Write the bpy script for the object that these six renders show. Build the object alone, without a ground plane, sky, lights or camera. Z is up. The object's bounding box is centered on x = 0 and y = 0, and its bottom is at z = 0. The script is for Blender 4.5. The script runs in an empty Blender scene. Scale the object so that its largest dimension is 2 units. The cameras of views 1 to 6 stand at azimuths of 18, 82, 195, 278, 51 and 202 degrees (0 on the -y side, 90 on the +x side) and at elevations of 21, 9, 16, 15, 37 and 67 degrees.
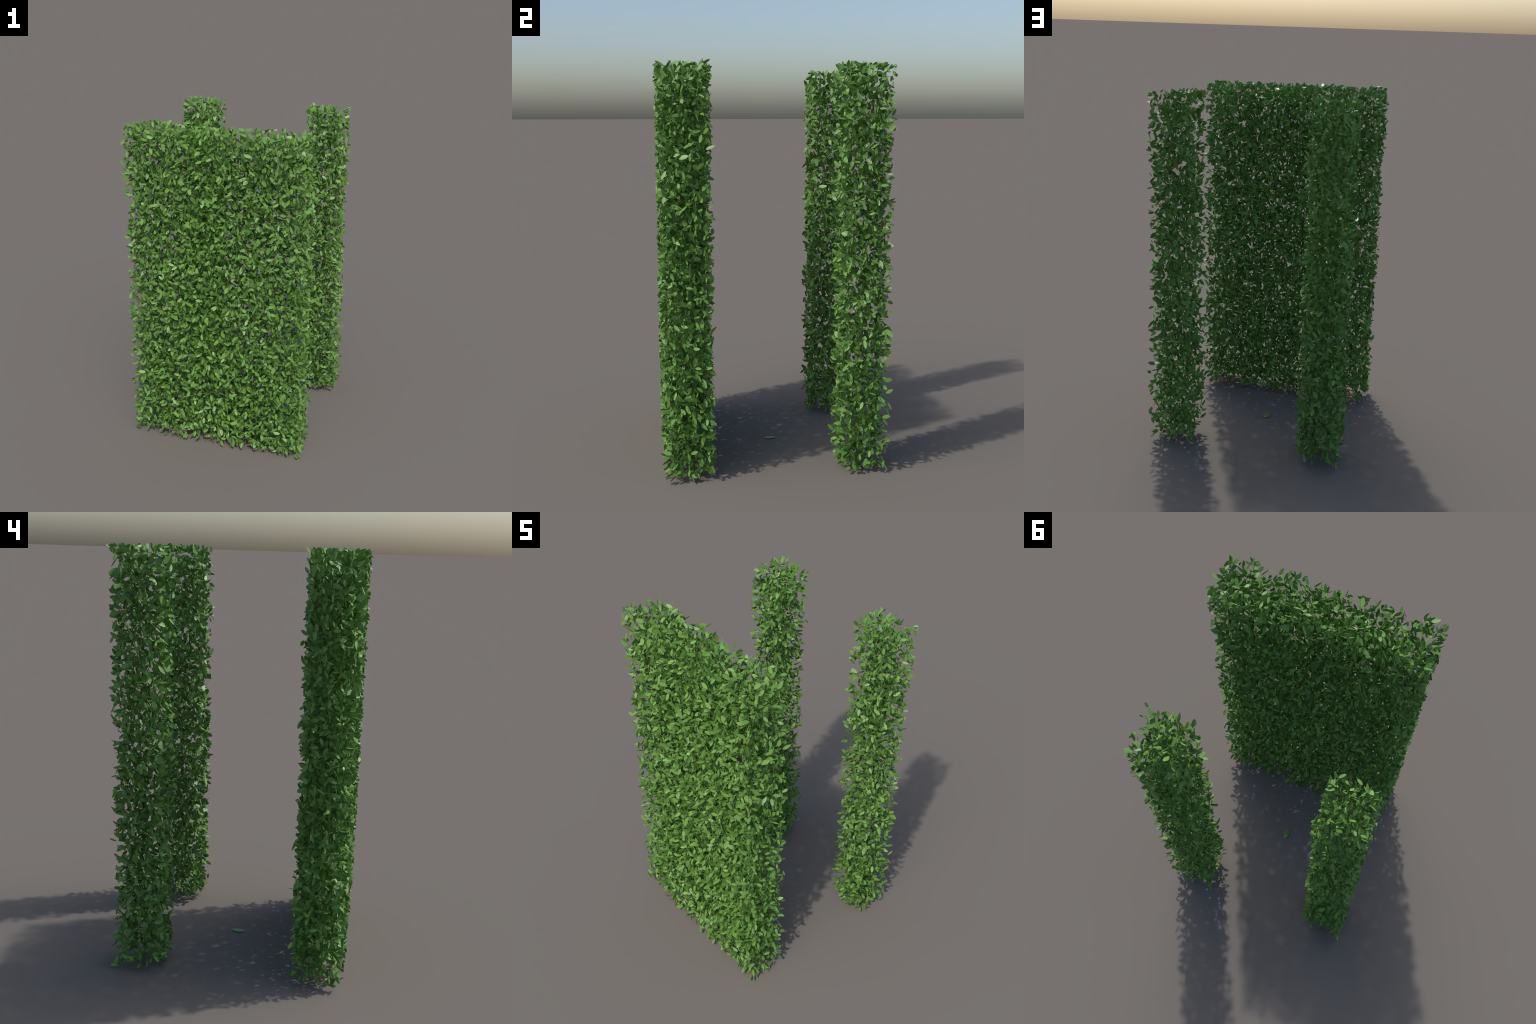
# A clipped privet-like hedge in three pieces: a broad leafy wall and two square
# leafy columns behind it, with one fallen leaf lying on the ground between them.
import bpy, math
import numpy as np

rng = np.random.default_rng(20240)

# ---------------------------------------------------------------- sizes (metres)
LEAF_LENGTH = 0.0380          # typical leaf of the hedge
LEAF_WIDTH = 0.0180
FALLEN_LENGTH = 0.0635        # the single leaf on the ground is a bit larger
FALLEN_WIDTH = 0.0390
THICK = 0.0007
TOP, BOTTOM = 1.993, 0.016
DENSITY = 42000               # leaves per cubic metre

BLOCKS = {                    # clipped outline: x0, x1, y0, y1
    "hedge_wall":   (-0.551, 0.541, -0.552, -0.296),
    "hedge_column": (0.298, 0.548, 0.300, 0.552),
    "hedge_column.001": (-0.547, -0.300, 0.300, 0.550),
}

# ---------------------------------------------------------------- materials
def leaf_material(name, per_object, tone=1.0):
    m = bpy.data.materials.new(name)
    m.use_nodes = True
    nt = m.node_tree
    N, L = nt.nodes, nt.links
    N.clear()
    out = N.new("ShaderNodeOutputMaterial")
    bsdf = N.new("ShaderNodeBsdfPrincipled")
    bsdf.inputs["Roughness"].default_value = 0.45
    bsdf.inputs["IOR"].default_value = 1.45
    # every leaf its own shade
    if per_object:
        rnd = N.new("ShaderNodeObjectInfo").outputs["Random"]
    else:
        rnd = N.new("ShaderNodeNewGeometry").outputs["Random Per Island"]
    ramp = N.new("ShaderNodeValToRGB")
    e = ramp.color_ramp.elements
    e[0].position, e[0].color = 0.0, (0.106 * tone, 0.238 * tone, 0.046 * tone, 1)
    e[1].position, e[1].color = 1.0, (0.172 * tone, 0.345 * tone, 0.072 * tone, 1)
    mid = ramp.color_ramp.elements.new(0.5)
    mid.color = (0.130 * tone, 0.280 * tone, 0.055 * tone, 1)
    L.new(rnd, ramp.inputs[0])
    # fine mottling on the blade
    tc = N.new("ShaderNodeTexCoord")
    noise = N.new("ShaderNodeTexNoise")
    noise.inputs["Scale"].default_value = 160.0
    noise.inputs["Detail"].default_value = 3.0
    L.new(tc.outputs["Object"], noise.inputs["Vector"])
    mr = N.new("ShaderNodeMapRange")
    mr.inputs["To Min"].default_value = 0.86
    mr.inputs["To Max"].default_value = 1.14
    L.new(noise.outputs["Fac"], mr.inputs["Value"])
    mul = N.new("ShaderNodeMix")
    mul.data_type = 'RGBA'
    mul.blend_type = 'MULTIPLY'
    mul.inputs[0].default_value = 1.0
    L.new(ramp.outputs["Color"], mul.inputs[6])
    L.new(mr.outputs["Result"], mul.inputs[7])
    L.new(mul.outputs[2], bsdf.inputs["Base Color"])
    trans = N.new("ShaderNodeBsdfTranslucent")
    L.new(mul.outputs[2], trans.inputs["Color"])
    mix = N.new("ShaderNodeMixShader")
    mix.inputs[0].default_value = 0.08
    L.new(bsdf.outputs[0], mix.inputs[1])
    L.new(trans.outputs[0], mix.inputs[2])
    L.new(mix.outputs[0], out.inputs["Surface"])
    return m


def rib_material():
    m = bpy.data.materials.new("leaf_midrib")
    m.use_nodes = True
    nt = m.node_tree
    bsdf = nt.nodes["Principled BSDF"]
    tc = nt.nodes.new("ShaderNodeTexCoord")
    noise = nt.nodes.new("ShaderNodeTexNoise")
    noise.inputs["Scale"].default_value = 90.0
    ramp = nt.nodes.new("ShaderNodeValToRGB")
    ramp.color_ramp.elements[0].color = (0.150, 0.190, 0.040, 1)
    ramp.color_ramp.elements[1].color = (0.240, 0.200, 0.070, 1)
    nt.links.new(tc.outputs["Object"], noise.inputs["Vector"])
    nt.links.new(noise.outputs["Fac"], ramp.inputs[0])
    nt.links.new(ramp.outputs[0], bsdf.inputs["Base Color"])
    bsdf.inputs["Roughness"].default_value = 0.5
    return m


MAT_MASS = leaf_material("leaf_green_mass", per_object=False)
MAT_LEAF = leaf_material("leaf_green_single", per_object=True)
MAT_RIB = rib_material()

# ---------------------------------------------------------------- one leaf
# unit leaf: base at the origin, tip at y = 1, half width 0.5, normal +z
STATIONS = np.array([0.0, 0.12, 0.34, 0.62, 0.86, 1.0])
HALF = np.array([0.085, 0.30, 0.49, 0.47, 0.29, 0.10])
RIB = np.array([0.030, 0.032, 0.028, 0.022, 0.014, 0.006])
FOLD = 0.025                   # height of the blade edge over the midrib, per unit half width


def unit_leaf(bow, thick_ratio):
    """vertices, quads and material indices of a thin, folded, bowed leaf"""
    verts, quads, mats = [], [], []
    n = len(STATIONS)
    bend = -bow * (STATIONS ** 2) + bow * 0.35 * STATIONS
    for i in range(n):                       # upper side: edge, rib, rib, edge
        for s in (-HALF[i], -RIB[i], RIB[i], HALF[i]):
            verts.append((s, STATIONS[i], bend[i] + FOLD * max(abs(s) - RIB[i], 0.0)))
    for i in range(n):                       # lower side: edge, keel, edge
        for s in (-HALF[i], 0.0, HALF[i]):
            verts.append((s, STATIONS[i], bend[i] + FOLD * abs(s) * 0.95 - thick_ratio))
    u = lambda i, j: i * 4 + j
    l = lambda i, j: 4 * n + i * 3 + j
    for i in range(n - 1):
        for j in range(3):
            quads.append((u(i, j), u(i, j + 1), u(i + 1, j + 1), u(i + 1, j)))
            mats.append(1 if j == 1 else 0)
        for j in range(2):
            quads.append((l(i, j), l(i + 1, j), l(i + 1, j + 1), l(i, j + 1)))
            mats.append(0)
        quads.append((u(i, 0), u(i + 1, 0), l(i + 1, 0), l(i, 0)))
        quads.append((u(i, 3), l(i, 2), l(i + 1, 2), u(i + 1, 3)))
        mats += [0, 0]
    return np.array(verts), np.array(quads, dtype=np.int32), np.array(mats, dtype=np.int32)


def mesh_from(name, verts, quads, mats, materials):
    me = bpy.data.meshes.new(name)
    nv, nq = len(verts), len(quads)
    me.vertices.add(nv)
    me.vertices.foreach_set("co", np.ascontiguousarray(verts, dtype=np.float32).ravel())
    me.loops.add(nq * 4)
    me.loops.foreach_set("vertex_index", np.ascontiguousarray(quads, dtype=np.int32).ravel())
    me.polygons.add(nq)
    me.polygons.foreach_set("loop_start", np.arange(0, nq * 4, 4, dtype=np.int32))
    me.polygons.foreach_set("material_index", np.ascontiguousarray(mats, dtype=np.int32))
    for m in materials:
        me.materials.append(m)
    me.update(calc_edges=True)
    me.shade_flat()
    return me


BOWS = (0.0, 0.015, 0.035)
SHAPES = [unit_leaf(b, THICK / LEAF_LENGTH) for b in BOWS]


# ---------------------------------------------------------------- foliage of one block
def unit(v):
    return v / np.maximum(np.linalg.norm(v, axis=-1, keepdims=True), 1e-9)


def grow(block):
    """frames (base point, three axes), length, width and shape index for every leaf of a block"""
    x0, x1, y0, y1 = block
    lo, hi = np.array([x0, y0, BOTTOM]), np.array([x1, y1, TOP])
    size = hi - lo
    want = int(DENSITY * size.prod())
    pts, outs = [], []
    # sprigs: a few leaves radiate from one growing point
    n_sprig = int(want / 1.25)
    # even spread: a low-discrepancy sequence, shaken by about one spacing
    g = 1.2207440846
    seq = (np.arange(1, n_sprig + 1)[:, None] * np.array([1 / g, 1 / g ** 2, 1 / g ** 3])) % 1.0
    spacing = (size.prod() / n_sprig) ** (1 / 3)
    c = lo + seq * size + rng.normal(0, 0.45 * spacing, (n_sprig, 3))
    c = np.clip(c, lo + 0.012 * rng.random((n_sprig, 3)), hi - 0.012 * rng.random((n_sprig, 3)))
    # growth thins out a little towards the clipped faces
    d = np.minimum(c - lo, (hi - c) * np.array([1.0, 1.0, 0.5]))
    c = c[rng.random(n_sprig) < np.clip(0.54 + d / 0.08, 0, 1).min(axis=1)]
    n_sprig = len(c)
    # outward direction blends the faces that are close by
    d = np.concatenate([c - lo, hi - c], axis=1)
    wgt = np.exp(-d / 0.035)
    outward = wgt[:, 3:] - wgt[:, :3]
    counts = rng.choice([1, 2, 3], size=n_sprig, p=[0.74, 0.19, 0.07])
    idx = np.repeat(np.arange(n_sprig), counts)
    n = len(idx)
    p = c[idx] + rng.normal(0, 0.004, (n, 3))
    direction = unit(unit(rng.normal(0, 1, (n, 3)) * np.array([1.0, 1.0, 1.35])) + 1.0 * outward[idx])
    up_hint = unit(rng.normal(0, 1, (n, 3)) * np.array([1.0, 1.0, 0.58]) + np.array([0, 0, 0.12]))
    side = unit(np.cross(direction, up_hint))
    normal = np.cross(side, direction)
    length = LEAF_LENGTH * np.clip(rng.normal(0.96, 0.16, n), 0.58, 1.28)
    width = LEAF_WIDTH * (length / LEAF_LENGTH) * rng.uniform(0.84, 1.10, n)
    # the shears: tips and bases stay inside the clipped outline, a few stick out
    tip = p + direction * length[:, None]
    slack = np.minimum(rng.normal(-0.006, 0.008, (n, 1)), 0.008)
    stray = rng.random((n, 1)) < 0.004
    slack = np.where(stray, rng.uniform(0.003, 0.010, (n, 1)), slack)
    slack_z = np.minimum(slack, 1.997 - TOP)
    mx, mn = np.maximum(p, tip), np.minimum(p, tip)
    slack3 = np.concatenate([slack, slack, slack_z], axis=1)
    p = p - np.maximum(mx - (hi + slack3), 0) + np.maximum((lo - slack3) - mn, 0)
    shape = rng.integers(0, len(SHAPES), n)
    return p, side, direction, normal, length, width, shape


def build_block(name, block, singles, label):
    root = bpy.data.objects.new(name, None)
    root.empty_display_size = 0.1
    bx, by = (block[0] + block[1]) / 2, (block[2] + block[3]) / 2
    base = np.array([bx, by, 0.0])
    root.location = base
    root["label"] = label
    root["category"] = "hedge"
    bpy.context.collection.objects.link(root)

    p, side, direction, normal, length, width, shape = grow(block)
    p = p - base
    # the leaves nearest to the clipped faces show largest: those are single objects
    lo = np.array([block[0] - bx, block[2] - by, BOTTOM])
    hi = np.array([block[1] - bx, block[3] - by, TOP])
    centre = p + direction * (length / 2)[:, None]
    depth = np.minimum(centre - lo, hi - centre)
    depth[:, 2] = np.minimum(centre[:, 2] + 9, TOP - centre[:, 2])
    d = depth.min(axis=1)
    score = length * width * (1.0 / (0.01 + np.maximum(d, 0.0)))
    picked = np.zeros(len(p), dtype=bool)
    picked[np.argsort(-score)[:singles]] = True

    # foliage mass
    V, Q, M, off = [], [], [], 0
    for k, (v, q, m) in enumerate(SHAPES):
        sel = np.where(~picked & (shape == k))[0]
        loc = np.einsum('n,vi->nvi', length[sel], v)
        loc[:, :, 0] *= (width[sel] / length[sel])[:, None]
        loc[:, :, 2] += 0.0
        w = (p[sel][:, None, :] + loc[:, :, 0:1] * side[sel][:, None, :]
             + loc[:, :, 1:2] * direction[sel][:, None, :] + loc[:, :, 2:3] * normal[sel][:, None, :])
        V.append(w.reshape(-1, 3))
        Q.append((q[None] + (np.arange(len(sel)) * len(v))[:, None, None] + off).reshape(-1, 4))
        M.append(np.tile(m, len(sel)))
        off += len(sel) * len(v)
    me = mesh_from("foliage", np.concatenate(V), np.concatenate(Q), np.concatenate(M), [MAT_MASS, MAT_RIB])
    ob = bpy.data.objects.new("foliage", me)
    ob["kind"] = "stuff"
    ob.parent = root
    bpy.context.collection.objects.link(ob)

    # single leaves share mesh data
    from mathutils import Matrix
    for i in np.where(picked)[0]:
        o = bpy.data.objects.new("leaf", LEAF_MESHES[shape[i]])
        R = np.eye(4)
        R[:3, 0] = side[i] * width[i]
        R[:3, 1] = direction[i] * length[i]
        R[:3, 2] = normal[i] * length[i]
        R[:3, 3] = p[i]
        o.parent = root
        o.matrix_basis = Matrix(R.tolist())
        bpy.context.collection.objects.link(o)
    return len(p)


LEAF_MESHES = [mesh_from("leaf", v, q, m, [MAT_LEAF, MAT_RIB]) for v, q, m in SHAPES]

total = 0
total += build_block("hedge_wall", BLOCKS["hedge_wall"], 180, "broad clipped hedge wall of small glossy green leaves")
total += build_block("hedge_column", BLOCKS["hedge_column"], 60, "tall square clipped hedge column of green leaves")
total += build_block("hedge_column.001", BLOCKS["hedge_column.001"], 60, "tall square clipped hedge column of green leaves")
print("leaves:", total)

# ---------------------------------------------------------------- the fallen leaf
v, q, m = unit_leaf(-0.05, THICK / FALLEN_LENGTH)
v = v * np.array([FALLEN_WIDTH, FALLEN_LENGTH, FALLEN_LENGTH])
v[:, 2] -= v[:, 2].min()
ob = bpy.data.objects.new("fallen_leaf", mesh_from("fallen_leaf", v, q, m, [MAT_LEAF, MAT_RIB]))
ob.location = (0.0, -0.002, 0.0)
ob["label"] = "single fallen oval green leaf lying on the ground"
ob["category"] = "leaf"
bpy.context.collection.objects.link(ob)
